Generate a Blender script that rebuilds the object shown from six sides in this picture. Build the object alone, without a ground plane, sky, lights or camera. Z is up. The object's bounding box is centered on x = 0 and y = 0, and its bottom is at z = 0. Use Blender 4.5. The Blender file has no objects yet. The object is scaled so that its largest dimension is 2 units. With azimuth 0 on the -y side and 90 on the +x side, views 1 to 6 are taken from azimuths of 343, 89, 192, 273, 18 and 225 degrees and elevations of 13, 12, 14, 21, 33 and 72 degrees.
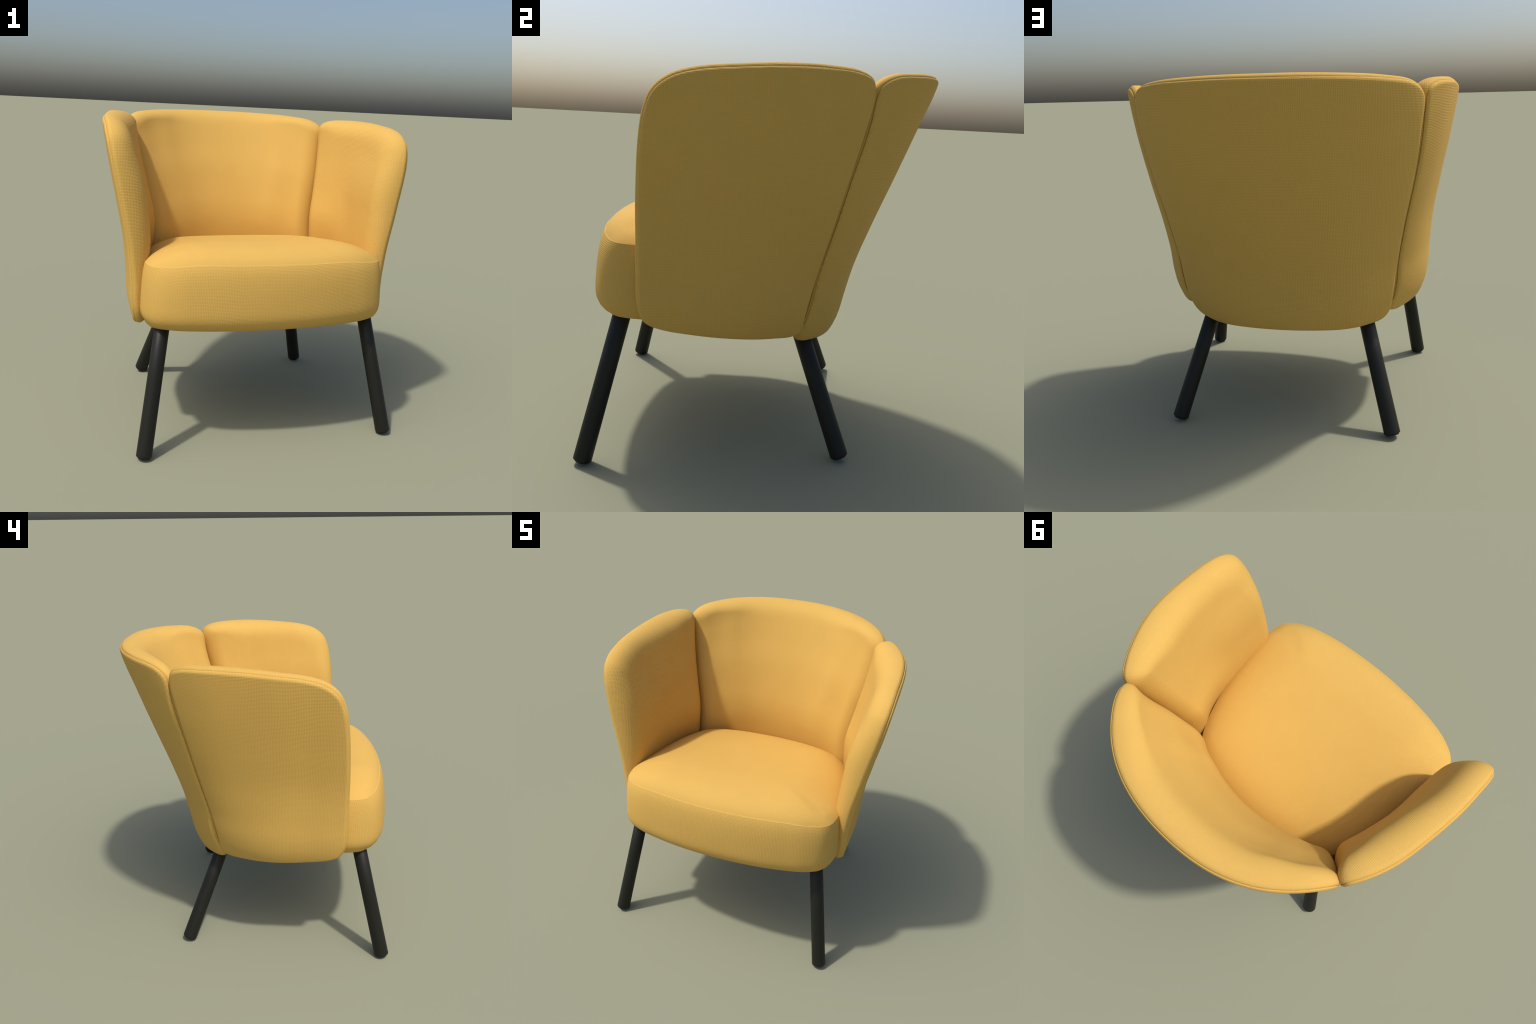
import bpy, math
import numpy as np
from mathutils import Vector, Matrix

X0 = -0.013                      # plane of symmetry of the chair
N_OUT = 320                      # points round every upholstery outline

# ------------------------------------------------------------------ helpers
def lerp1(x, xs, ys):
    """smooth monotone-ish 1D interpolation (cubic Hermite, finite-difference slopes)"""
    xs = np.asarray(xs, float); ys = np.asarray(ys, float); x = np.asarray(x, float)
    m = np.gradient(ys, xs)
    xc = np.clip(x, xs[0], xs[-1])
    i = np.clip(np.searchsorted(xs, xc) - 1, 0, len(xs) - 2)
    h = xs[i + 1] - xs[i]; t = (xc - xs[i]) / h
    y = ((2*t**3 - 3*t**2 + 1) * ys[i] + (t**3 - 2*t**2 + t) * h * m[i]
         + (-2*t**3 + 3*t**2) * ys[i + 1] + (t**3 - t**2) * h * m[i + 1])
    y = y + np.where(x < xs[0], (x - xs[0]) * m[0], 0) + np.where(x > xs[-1], (x - xs[-1]) * m[-1], 0)
    return y

def smooth(a, b, x):
    t = np.clip((np.asarray(x, float) - a) / (b - a), 0, 1)
    return t * t * (3 - 2 * t)

def closed_curve(ctrl, n=N_OUT):
    """closed centripetal Catmull-Rom through control points, resampled evenly"""
    P = np.asarray(ctrl, float); k = len(P); pts = []
    for i in range(k):
        p0, p1, p2, p3 = P[i - 1], P[i], P[(i + 1) % k], P[(i + 2) % k]
        t0 = 0; t1 = t0 + np.linalg.norm(p1 - p0) ** .5
        t2 = t1 + np.linalg.norm(p2 - p1) ** .5; t3 = t2 + np.linalg.norm(p3 - p2) ** .5
        for t in np.linspace(t1, t2, 40, endpoint=False):
            a1 = (t1-t)/(t1-t0)*p0 + (t-t0)/(t1-t0)*p1
            a2 = (t2-t)/(t2-t1)*p1 + (t-t1)/(t2-t1)*p2
            a3 = (t3-t)/(t3-t2)*p2 + (t-t2)/(t3-t2)*p3
            b1 = (t2-t)/(t2-t0)*a1 + (t-t0)/(t2-t0)*a2
            b2 = (t3-t)/(t3-t1)*a2 + (t-t1)/(t3-t1)*a3
            pts.append((t2-t)/(t2-t1)*b1 + (t-t1)/(t2-t1)*b2)
    Q = np.array(pts); Q2 = np.vstack([Q, Q[:1]])
    s = np.concatenate([[0], np.cumsum(np.linalg.norm(np.diff(Q2, axis=0), axis=1))])
    t = np.linspace(0, s[-1], n, endpoint=False)
    return np.stack([np.interp(t, s, Q2[:, 0]), np.interp(t, s, Q2[:, 1])], 1)

def inward_normals(P, passes=6):
    T = np.roll(P, -1, 0) - np.roll(P, 1, 0)
    Nn = np.stack([-T[:, 1], T[:, 0]], 1)
    area = 0.5 * np.sum(P[:, 0]*np.roll(P[:, 1], -1) - np.roll(P[:, 0], -1)*P[:, 1])
    if area < 0: Nn = -Nn
    for _ in range(passes):
        Nn /= np.linalg.norm(Nn, axis=1, keepdims=True)
        Nn = (np.roll(Nn, 1, 0) + 2 * Nn + np.roll(Nn, -1, 0))
    return Nn / np.linalg.norm(Nn, axis=1, keepdims=True)

def smooth_loop(a, passes):
    a = np.asarray(a, float)
    for _ in range(passes):
        a = (np.roll(a, 1, 0) + 2 * a + np.roll(a, -1, 0)) / 4
    return a

def mesh_from_rings(name, rings, pole_first=None, pole_last=None, flip=False):
    """rings: list of (n,3) arrays; poles close the ends"""
    n = len(rings[0]); V = [tuple(p) for r in rings for p in r]; F = []
    for k in range(len(rings) - 1):
        a, b = k * n, (k + 1) * n
        for i in range(n):
            j = (i + 1) % n
            F.append((a + i, a + j, b + j, b + i))
    if pole_first is not None:
        c = len(V); V.append(tuple(pole_first))
        F += [(c, (i + 1) % n, i) for i in range(n)]
    if pole_last is not None:
        c = len(V); V.append(tuple(pole_last)); a = (len(rings) - 1) * n
        F += [(a + i, a + (i + 1) % n, c) for i in range(n)]
    if flip: F = [f[::-1] for f in F]
    me = bpy.data.meshes.new(name)
    me.from_pydata(V, [], F); me.update()
    me.polygons.foreach_set("use_smooth", [True] * len(me.polygons))
    return me

def make_obj(name, me, mat, parent):
    ob = bpy.data.objects.new(name, me)
    bpy.context.scene.collection.objects.link(ob)
    me.materials.append(mat); ob.parent = parent
    return ob

# ---------------------------------------------------------------- materials
def fabric(name, mode, pitch, depth, grain, contrast):
    """woven wool: two crossed thread waves + fuzzy noise. mode says which
    object-space direction runs along the cloth: 'back', 'side', 'seat' or 'top'."""
    m = bpy.data.materials.new(name); m.use_nodes = True
    nt = m.node_tree; nd = nt.nodes; lk = nt.links
    bsdf = nd["Principled BSDF"]
    tc = nd.new("ShaderNodeTexCoord"); sep = nd.new("ShaderNodeSeparateXYZ")
    lk.new(tc.outputs["Object"], sep.inputs[0])
    def math_(op, a, b=None, c=None):
        n = nd.new("ShaderNodeMath"); n.operation = op
        for i, v in enumerate((a, b, c)):
            if v is None: continue
            if isinstance(v, (int, float)): n.inputs[i].default_value = v
            else: lk.new(v, n.inputs[i])
        return n.outputs[0]
    x, y, z = sep.outputs
    if mode == 'back':      # arc length round the curved back, height up the slope
        u = math_('ADD', x, math_('MULTIPLY', math_('POWER', math_('ABSOLUTE', x), 3.0), math_('MULTIPLY', math_('SIGN', x), 0.30)))
        v = math_('MULTIPLY', z, 1.06)
    elif mode == 'side':
        yy = math_('MAXIMUM', math_('ADD', y, 0.1), 0.0)
        u = math_('ADD', y, math_('MULTIPLY', math_('POWER', yy, 3.0), 0.35))
        v = math_('MULTIPLY', z, 1.02)
    elif mode == 'seat':
        u = math_('MULTIPLY', math_('ARCTAN2', x, math_('SUBTRACT', 0.35, y)), 1.2)
        v = z
    else:
        u, v = x, y
    # gentle drift so the threads are not ruler straight
    wob = nd.new("ShaderNodeTexNoise"); wob.inputs["Scale"].default_value = 3.0
    wob.inputs["Detail"].default_value = 1.0
    lk.new(tc.outputs["Object"], wob.inputs["Vector"])
    off = math_('MULTIPLY', math_('SUBTRACT', wob.outputs["Fac"], 0.5), 0.03)
    u = math_('ADD', u, off); v = math_('ADD', v, off)
    w = 2 * math.pi / pitch
    def cloth(a, b):
        return math_('MULTIPLY', math_('ADD', math_('SINE', math_('MULTIPLY', a, w)), math_('SINE', math_('MULTIPLY', b, w * 1.06))), 0.5)
    weave = cloth(u, v)
    if mode == 'side':      # wrapped round the edges: pick the weave by the way the cloth faces
        geo = nd.new("ShaderNodeNewGeometry"); ns = nd.new("ShaderNodeSeparateXYZ")
        lk.new(geo.outputs["Normal"], ns.inputs[0])
        ax, ay, az = [math_('ABSOLUTE', o) for o in ns.outputs]
        def over(a, b):
            m_ = nd.new("ShaderNodeMapRange"); m_.interpolation_type = 'SMOOTHSTEP'
            lk.new(math_('SUBTRACT', a, b), m_.inputs[0])
            m_.inputs[1].default_value = -0.08; m_.inputs[2].default_value = 0.08
            return m_.outputs[0]
        def mix(f_, a, b):
            return math_('ADD', math_('MULTIPLY', b, f_), math_('MULTIPLY', a, math_('SUBTRACT', 1.0, f_)))
        xo = math_('ADD', x, off); yo = math_('ADD', y, off); zo = math_('ADD', z, off)
        weave = mix(over(ay, ax), weave, cloth(xo, zo))
        weave = mix(over(az, math_('MAXIMUM', ax, ay)), weave, cloth(xo, yo))
    fuzz = nd.new("ShaderNodeTexNoise"); fuzz.inputs["Scale"].default_value = grain
    fuzz.inputs["Detail"].default_value = 4.0
    lk.new(tc.outputs["Object"], fuzz.inputs["Vector"])
    height = math_('MULTIPLY_ADD', fuzz.outputs["Fac"], 0.35, weave)
    bump = nd.new("ShaderNodeBump"); bump.inputs["Strength"].default_value = 1.0
    bump.inputs["Distance"].default_value = depth
    lk.new(height, bump.inputs["Height"]); lk.new(bump.outputs[0], bsdf.inputs["Normal"])
    # colour: thread tops a touch paler than the gaps, slow blotch variation
    blot = nd.new("ShaderNodeTexNoise"); blot.inputs["Scale"].default_value = 5.0
    blot.inputs["Detail"].default_value = 3.0
    lk.new(tc.outputs["Object"], blot.inputs["Vector"])
    f = math_('ADD', math_('MULTIPLY_ADD', weave, contrast, 0.5),
              math_('MULTIPLY', math_('SUBTRACT', blot.outputs["Fac"], 0.5), 0.18))
    ramp = nd.new("ShaderNodeValToRGB")
    ramp.color_ramp.elements[0].position = 0.15; ramp.color_ramp.elements[0].color = CLOTH_DARK
    ramp.color_ramp.elements[1].position = 0.85; ramp.color_ramp.elements[1].color = CLOTH_PALE
    lk.new(f, ramp.inputs[0]); lk.new(ramp.outputs[0], bsdf.inputs["Base Color"])
    bsdf.inputs["Roughness"].default_value = 0.85
    bsdf.inputs["Specular IOR Level"].default_value = 0.2
    return m

CLOTH_DARK = (0.540, 0.335, 0.078, 1)
CLOTH_PALE = (0.674, 0.410, 0.101, 1)

def black_paint(name, col, rough):
    m = bpy.data.materials.new(name); m.use_nodes = True
    nt = m.node_tree; b = nt.nodes["Principled BSDF"]
    tc = nt.nodes.new("ShaderNodeTexCoord")
    mp = nt.nodes.new("ShaderNodeMapping"); mp.inputs["Scale"].default_value = (40, 40, 3)
    no = nt.nodes.new("ShaderNodeTexNoise"); no.inputs["Scale"].default_value = 3; no.inputs["Detail"].default_value = 5
    rp = nt.nodes.new("ShaderNodeValToRGB")
    rp.color_ramp.elements[0].color = tuple(c * .8 for c in col) + (1,)
    rp.color_ramp.elements[1].color = tuple(c * 1.2 for c in col) + (1,)
    nt.links.new(tc.outputs["Object"], mp.inputs[0]); nt.links.new(mp.outputs[0], no.inputs["Vector"])
    nt.links.new(no.outputs["Fac"], rp.inputs[0]); nt.links.new(rp.outputs[0], b.inputs["Base Color"])
    b.inputs["Roughness"].default_value = rough
    b.inputs["Specular IOR Level"].default_value = 0.28
    return m

# -------------------------------------------------- upholstered shell panels
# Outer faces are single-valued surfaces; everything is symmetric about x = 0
# in local coordinates (the whole chair is then moved by X0).
Z_K   = [0.60, 0.66, 0.70, 0.75, 0.83, 1.00, 1.20, 1.45, 1.70, 1.91, 2.00]
SIDE_X = [0.715, 0.757, 0.778, 0.798, 0.814, 0.824, 0.841, 0.884, 0.930, 0.962, 0.972]   # widest point of the wing
SIDE_C = ([0.60, 0.70, 0.907, 1.18, 1.49, 1.79, 1.93, 2.0], [1.15, 1.09, .915, .615, .446, .39, .39, .39])
J_Z = [0.55, 0.70, 0.907, 1.183, 1.488, 1.79, 1.93, 2.0]                 # junction wing/back
J_Y = [0.215, 0.235, 0.273, 0.338, 0.408, 0.475, 0.490, 0.495]
BACK_Y = ([0.56, 0.60, 0.65, 0.70, 0.81, 0.95, 1.18, 1.445, 1.73, 1.93, 2.0],
          [0.392, 0.428, 0.452, 0.467, 0.489, 0.526, 0.610, 0.712, 0.820, 0.897, 0.915])

SIDE = 0                        # +1 right wing, -1 left wing, 0 ideal (for the junction)
def side_x(y, z):
    x = (lerp1(z, Z_K, SIDE_X) - lerp1(z, *SIDE_C) * np.maximum(0, y + .28) ** 2.8
         - 0.05 * np.maximum(0, -.28 - y) ** 2)
    if SIDE > 0:                # the right wing stands a little further out
        x = x + 0.016 * (1 - smooth(.05, .46, y)) * (0.15 + 0.85 * smooth(.95, 1.40, z)) + 0.006 * smooth(-.25, -.5, y) * smooth(1.4, 1.7, z)
    elif SIDE < 0:              # the left one is flatter
        x = x - 0.014 * np.exp(-((y - 0.05) / 0.20) ** 2) + 0.008 * smooth(-.3, -.5, y)
    return x
def junction(z):
    y = lerp1(z, J_Z, J_Y)
    return side_x(y, z), y
def back_y(x, z):
    xj, yj = junction(z); yc = lerp1(z, *BACK_Y)
    b = 0.57 + 0.25 * (1 - smooth(.75, 1.25, z)); a = 1 - b
    s = (yc - yj) / (a * xj**2 + b * xj**4)
    return yc - s * (a * x**2 + b * x**4)

def F_side(uv):
    y, z = uv[:, 0], uv[:, 1]
    return np.stack([side_x(y, z), y, z], 1)
def F_back(uv):
    x, z = uv[:, 0], uv[:, 1]
    return np.stack([x, back_y(x, z), z], 1)

def normals_of(F, uv, inside):
    e = 2e-3
    du = F(uv + [e, 0]) - F(uv - [e, 0]); dv = F(uv + [0, e]) - F(uv - [0, e])
    n = np.cross(du, dv); n /= np.linalg.norm(n, axis=1, keepdims=True)
    s = np.sign(np.sum(n * (inside - F(uv)), axis=1, keepdims=True))
    return n * s

def build_panel(F, outline, thick, round_d, seam, butt, EO0, centre, mat_out, mat_in, name_out, name_in, parent, mirror=False):
    """outer cover (nearly flat, tight edge) + inner padding (fat rounded edge), meeting in a sunk seam"""
    Nn = inward_normals(outline, 36); inside = np.array([0.0, -0.15, 1.2])
    D = smooth_loop(round_d(outline), 40)[:, None]; G = smooth_loop(seam(outline), 60)
    def pos(uv, h):
        T = h if np.ndim(h) else np.full(len(uv), h)
        return F(uv) + normals_of(F, uv, inside) * T[:, None]
    c = np.asarray(centre, float)
    EO = (EO0 * (1 - 0.65 * smooth_loop(butt(outline), 12)))[:, None]
    RO = 0.022
    outer, inner = [], []
    I0 = outline + Nn * 0.055
    for s in np.linspace(0.06, 1, 16):
        outer.append(pos(c + (I0 - c) * s, 0.0))
    outer.append(pos(outline + Nn * 0.04, 0.0))
    for a in np.linspace(0, 60, 9):
        a = math.radians(a)
        outer.append(pos(outline + Nn * (EO + RO * (1 - math.sin(a))), RO * (1 - math.cos(a))))
    g = G[:, None]
    E1 = EO + RO * .134
    groove = outline + Nn * (E1 * .9 + .0038 * g)
    outer.append(pos(outline + Nn * (E1 + .001 * g), RO * .5 + .002))
    outer.append(pos(groove, RO * .5 + .0035))
    inner.append(pos(groove, RO * .5 + .0035))
    inner.append(pos(outline + Nn * (EO * .85 + .001 * g), RO * .5 + .0055))
    inner.append(pos(outline + Nn * EO * .60, RO * .5 + .010))
    inner.append(pos(outline + Nn * EO * .35, RO * .5 + .016))
    H1 = RO * .5 + .022
    for t in 1 - np.cos(np.radians(np.linspace(0, 90, 26))):
        uv = outline + Nn * (D * t + EO * .18 * (1 - t) ** 12)
        T = np.maximum(thick(uv), H1 + .004)
        inner.append(pos(uv, H1 + (T - H1) * (1 - (1 - t) ** 2.6) ** 0.52))
    I1 = outline + Nn * D
    for s in np.linspace(1, 0.05, 20)[1:]:
        uv = c + (I1 - c) * s
        inner.append(pos(uv, np.maximum(thick(uv), H1 + .004)))
    cc = c[None, :]
    po = pos(cc, 0.0)[0]; pi = pos(cc, thick(cc))[0]
    if mirror:
        M = np.array([-1, 1, 1]); outer = [r * M for r in outer]; inner = [r * M for r in inner]; po = po * M; pi = pi * M
    m1 = mesh_from_rings(name_out, outer, pole_first=po); m2 = mesh_from_rings(name_in, inner, pole_last=pi)
    for me, ref in ((m1, po), (m2, pi)):
        fix_normals(me)
    o = make_obj(name_out, m1, mat_out, parent)
    i = make_obj(name_in, m2, mat_in, o)
    return o, i

def fix_normals(me):
    """faces should look away from the panel's own middle surface"""
    import bmesh
    bm = bmesh.new(); bm.from_mesh(me)
    bmesh.ops.recalc_face_normals(bm, faces=bm.faces)
    bm.to_mesh(me); bm.free()

# ------------------------------------------------------------------- build
root = bpy.data.objects.new("armchair", None)
bpy.context.scene.collection.objects.link(root)
root.location = (X0, 0, 0)
root["label"] = "yellow upholstered tub armchair with petal panels, black round legs"
root["category"] = "armchair"

mat_back = fabric("yellow_weave_back", 'back', 0.0086, 0.0004, 260, 0.28)
mat_side = fabric("yellow_weave_side", 'side', 0.0086, 0.0004, 260, 0.28)
mat_seat = fabric("yellow_weave_seat", 'seat', 0.0086, 0.0004, 260, 0.28)
mat_fine = fabric("yellow_fine_weave", 'side', 0.0050, 0.00025, 320, 0.05)
mat_top = fabric("yellow_fine_weave_top", 'top', 0.0050, 0.00025, 320, 0.05)
mat_leg = black_paint("black_leg_lacquer", (0.0115, 0.0115, 0.0085), 0.5)
mat_glide = black_paint("black_glide_plastic", (0.010, 0.010, 0.009), 0.6)

# --- side wings: outline in (y, z)
jy = lambda z: float(lerp1(z, J_Z, J_Y)) + 0.001
side_outline = closed_curve([
    (-0.583, 1.35), (-0.588, 1.10), (-0.589, 0.90), (-0.579, 0.80), (-0.546, 0.733), (-0.472, 0.699),
    (-0.30, 0.673), (-0.08, 0.658), (0.08, 0.650), (0.180, 0.646), (0.234, 0.677), (jy(.77), 0.77),
    (jy(.95), 0.95), (jy(1.2), 1.2), (jy(1.5), 1.5), (jy(1.75), 1.75), (0.492, 1.885), (0.474, 1.932),
    (0.410, 1.960), (0.26, 1.970), (0.08, 1.966), (-0.13, 1.951), (-0.31, 1.930), (-0.42, 1.896),
    (-0.499, 1.835), (-0.539, 1.750), (-0.563, 1.62)])
def side_thick(uv):
    y, z = uv[:, 0], uv[:, 1]
    t = lerp1(y, [-.60, -.45, -.30, -.10, .10, .25, .38, .50], [.146, .156, .162, .168, .180, .180, .152, .115])
    t = t + (0.018 * np.exp(-((z - 1.50) / .20) ** 2) - 0.010 * smooth(1.60, 1.85, z)) * (1 - smooth(-.25, .1, y))
    t = t - (0.012 if SIDE > 0 else 0.0) * np.exp(-((z - 1.22) / .22) ** 2) * (1 - smooth(-.2, .0, y))
    rear = smooth(-.2, .15, y)
    return t * ((1 - rear) * (0.68 + 0.32 * smooth(0.80, 1.32, z)) + rear * (0.42 + 0.58 * smooth(.80, 1.28, z)))
def side_round(uv):
    y, z = uv[:, 0], uv[:, 1]
    rear = np.maximum(smooth(-.12, .0, y - lerp1(z, J_Z, J_Y)), smooth(.22, .44, y) * smooth(1.80, 1.92, z))
    low = (1 - smooth(0.68, 0.80, z)) * 0.9
    front = smooth(-.40, -.52, y) * smooth(1.75, 1.55, z)
    return 0.165 - 0.040 * front - 0.070 * np.maximum(rear, low)
def side_butt(uv):              # 1 along the edge that presses against the back
    return smooth(-.03, 0, uv[:, 0] - lerp1(uv[:, 1], J_Z, J_Y)) * smooth(1.90, 1.80, uv[:, 1])
def side_seam(uv):              # the sunk seam runs along the top and fades down the front
    y, z = uv[:, 0], uv[:, 1]
    return np.maximum(smooth(1.45, 1.85, z), smooth(0.1, 0.2, y))
for mir in (False, True):
    SIDE = -1 if mir else 1
    build_panel(F_side, side_outline, side_thick, side_round, side_seam, side_butt, 0.014, (-0.05, 1.32), mat_side, mat_side,
                "side_panel", "side_panel_padding", root, mir)
SIDE = 0

# --- back: outline in (x, z)
jx = lambda z: float(junction(z)[0]) + 0.001
half = [(0.0, 0.575), (0.20, 0.577), (0.36, 0.578), (0.48, 0.588), (0.568, 0.613), (0.613, 0.676), (jx(.79) - .004, 0.79), (jx(.95), 0.95),
        (jx(1.2), 1.2), (jx(1.5), 1.5), (jx(1.75), 1.75), (jx(1.885), 1.885), (0.750, 1.930), (0.705, 1.957),
        (0.58, 1.974), (0.36, 1.982), (0.18, 1.985)]
back_outline = closed_curve(half + [(0.0, 1.985)] + [(-a, b) for a, b in half[:0:-1]], 480)
def back_thick(uv):
    x, z = uv[:, 0], np.asarray(uv[:, 1]); ax = np.abs(x)
    t = lerp1(z, [.55, .90, 1.02, 1.12, 1.22, 1.34, 1.50, 1.70, 1.85, 2.0], [.085, .12, .165, .200, .217, .220, .214, .186, .168, .160])
    slim = 0.5 * smooth(.35, .60, ax) * (1 - smooth(.70, 1.0, z))
    return t * (1 - 0.42 * smooth(0.31 + 0.19 * smooth(1.0, 1.75, z), 0.86, ax)) * (1 - slim)
def back_round(uv):
    x, z = uv[:, 0], uv[:, 1]
    xj = junction(z)[0]
    side = np.maximum(smooth(-.12, 0, np.abs(x) - xj), smooth(.22, .72, np.abs(x)) * smooth(1.72, 1.92, z))
    low = 1 - smooth(.70, .95, z)
    return 0.180 - 0.100 * np.maximum(side, low)
def back_butt(uv):
    return smooth(-.03, 0, np.abs(uv[:, 0]) - junction(uv[:, 1])[0]) * smooth(1.90, 1.80, uv[:, 1])
def back_seam(uv):
    return smooth(0.9, 1.2, uv[:, 1])
build_panel(F_back, back_outline, back_thick, back_round, back_seam, back_butt, 0.010, (0.0, 1.3), mat_back, mat_fine,
            "backrest", "backrest_padding", root)

# --- seat: outline in (x, y) at its fullest, rings of (inset, height)
hs = [(0.0, -0.898), (0.25, -0.886), (0.45, -0.857), (0.60, -0.820), (0.70, -0.765), (0.752, -0.680), (0.772, -0.56),
      (0.762, -0.40), (0.738, -0.20), (0.700, 0.0), (0.648, 0.15), (0.578, 0.285), (0.46, 0.358), (0.30, 0.408), (0.15, 0.428)]
seat_outline = closed_curve(hs + [(0.0, 0.434)] + [(-a, b) for a, b in hs[:0:-1]], 480)
SN = inward_normals(seat_outline, 60)
FRONT = (0.65 + 0.47 * smooth(0.35, 0.85, smooth_loop(np.abs(SN[:, 1]), 20)))   # sides stand steeper than the front
def tilt(y):
    return -0.15 * np.maximum(0, y + .55) ** 1.15
def sag(y):                      # the underside drops towards the rear as well
    return -0.055 * smooth(-.60, .35, y)
def bow(x):                      # seam rides higher in the middle than at the corners
    return 0.006 - 0.030 * smooth(.40, .78, np.abs(x))
def seat_ring(d, z, k):
    k2 = FRONT if np.min(z) > .85 else np.maximum(FRONT, smooth(.85, .80, z))
    uv = seat_outline + SN * (d * k2 if d < .0455 else d - .0455 * (1 - FRONT))[:, None]
    return np.column_stack([uv, z + k * (tilt(uv[:, 1]) + bow(uv[:, 0])) + (1 - k) * sag(uv[:, 1])])
SC = np.array([0.0, -0.25])
box, top = [], []
IB = seat_outline + SN * 0.13
for s in np.linspace(.08, 1, 8):
    uv = SC + (IB - SC) * s
    box.append(np.column_stack([uv, 0.738 + sag(uv[:, 1])]))
for d, z in ((.11, .740), (.075, .745), (.048, .755), (.028, .769), (.014, .788), (.005, .811), (.001, .835), (0, .860),
             (.001, .89), (.004, .94), (.008, .99), (.014, 1.04), (.0215, 1.083), (.030, 1.115), (.0365, 1.131), (.040, 1.139)):
    box.append(seat_ring(d, z, smooth(.85, 1.14, z)))
# tiny welt, then the crown of the cushion
for d, z in ((.0408, 1.1408), (.0417, 1.1426), (.0428, 1.1440), (.0440, 1.1447), (.0450, 1.1446)):
    box.append(seat_ring(d, z, 1.0))
top.append(seat_ring(.0450, 1.1446, 1.0))
CROWN = 0.073
ROLL = 0.078 - 0.028 * smooth(.35, .95, smooth_loop(SN[:, 1], 60))      # soft roll at the sides and rear, tighter in front
def crown(d, roll): return 1.1455 + CROWN * (1 - np.exp(-(d - .046) / roll))
for d in (.046, .049, .053, .060, .070, .082, .098):
    top.append(seat_ring(d, crown(d, ROLL), 1.0))
IT = seat_outline + SN * (.098 - .0455 * (1 - FRONT))[:, None]
EDGE = crown(.098, ROLL)
def crown_in(s):                 # one smooth dome: edge height fades into a common curve
    t = 1 - s
    dome = 1.1455 + CROWN * (1 - math.exp(-(.052 + t * .6) / .075)) + 0.010 * (1 - s * s)
    dome0 = 1.1455 + CROWN * (1 - math.exp(-.052 / .075))
    slope = CROWN * np.exp(-.052 / ROLL) / ROLL - CROWN * math.exp(-.052 / .075) / .075
    return dome + (EDGE - dome0) * math.exp(-(t / .30) ** 2) + slope * .6 * t * math.exp(-(t / .14))
for s in 1 - (np.linspace(0, .97, 28)[1:]) ** 1.5:
    uv = SC + (IT - SC) * s
    top.append(np.column_stack([uv, crown_in(s) + tilt(uv[:, 1]) + bow(uv[:, 0])]))
m = mesh_from_rings("seat", box, pole_first=(SC[0], SC[1], .738 + float(sag(SC[1])))); fix_normals(m)
seat = make_obj("seat", m, mat_seat, root)
m = mesh_from_rings("seat_cushion", top, pole_last=(SC[0], SC[1], float(np.mean(crown_in(0.0))) + float(tilt(SC[1]) + bow(0.0)))); fix_normals(m)
make_obj("seat_cushion", m, mat_top, seat)

# --- legs: turned cylinder, slightly tapered, chamfered end, small glide
def lathe(profile, n=48):
    th = np.linspace(0, 2 * math.pi, n, endpoint=False)
    return [np.column_stack([r * np.cos(th), r * np.sin(th), np.full(n, z)]) for r, z in profile]
def leg_mesh(L):
    prof = [(.0445, L), (.0452, L * .5), (.0468, .022), (.0468, .006), (.0465, .003), (.0455, .001), (.044, 0), (.036, 0)]
    me = mesh_from_rings("leg", lathe(prof), pole_first=(0, 0, L), pole_last=(0, 0, 0)); fix_normals(me); return me
def glide_mesh():
    prof = [(.036, .012), (.037, .005), (.0368, .002), (.036, 0)]
    me = mesh_from_rings("foot_glide", lathe(prof), pole_first=(0, 0, .010), pole_last=(0, 0, 0)); fix_normals(me); return me
gm = glide_mesh(); gm.materials.append(mat_glide)
for foot, topp in (((0.775, -0.846, 0.0), (0.655, -0.678, 0.725)), ((0.632, 0.459, 0.0), (0.470, 0.243, 0.575))):
    lm = None
    for sx in (1, -1):
        f = Vector((foot[0] * sx, foot[1], foot[2])); t = Vector((topp[0] * sx, topp[1], topp[2]))
        d = (t - f).normalized(); tiltang = math.acos(d.z)
        base = Vector((f.x, f.y, 0.008 * math.cos(tiltang) + 0.036 * math.sin(tiltang)))
        L = ((t - f).length + .18)
        if lm is None:
            lm = leg_mesh(L); lm.materials.append(mat_leg)
        ob = bpy.data.objects.new("leg", lm); bpy.context.scene.collection.objects.link(ob)
        ob.parent = root
        ob.matrix_local = Matrix.Translation(base) @ d.to_track_quat('Z', 'Y').to_matrix().to_4x4()
        g = bpy.data.objects.new("foot_glide", gm); bpy.context.scene.collection.objects.link(g)
        g.parent = ob
        bpy.context.view_layer.update()
        g.matrix_local = Matrix.Translation((0, 0, -0.008))
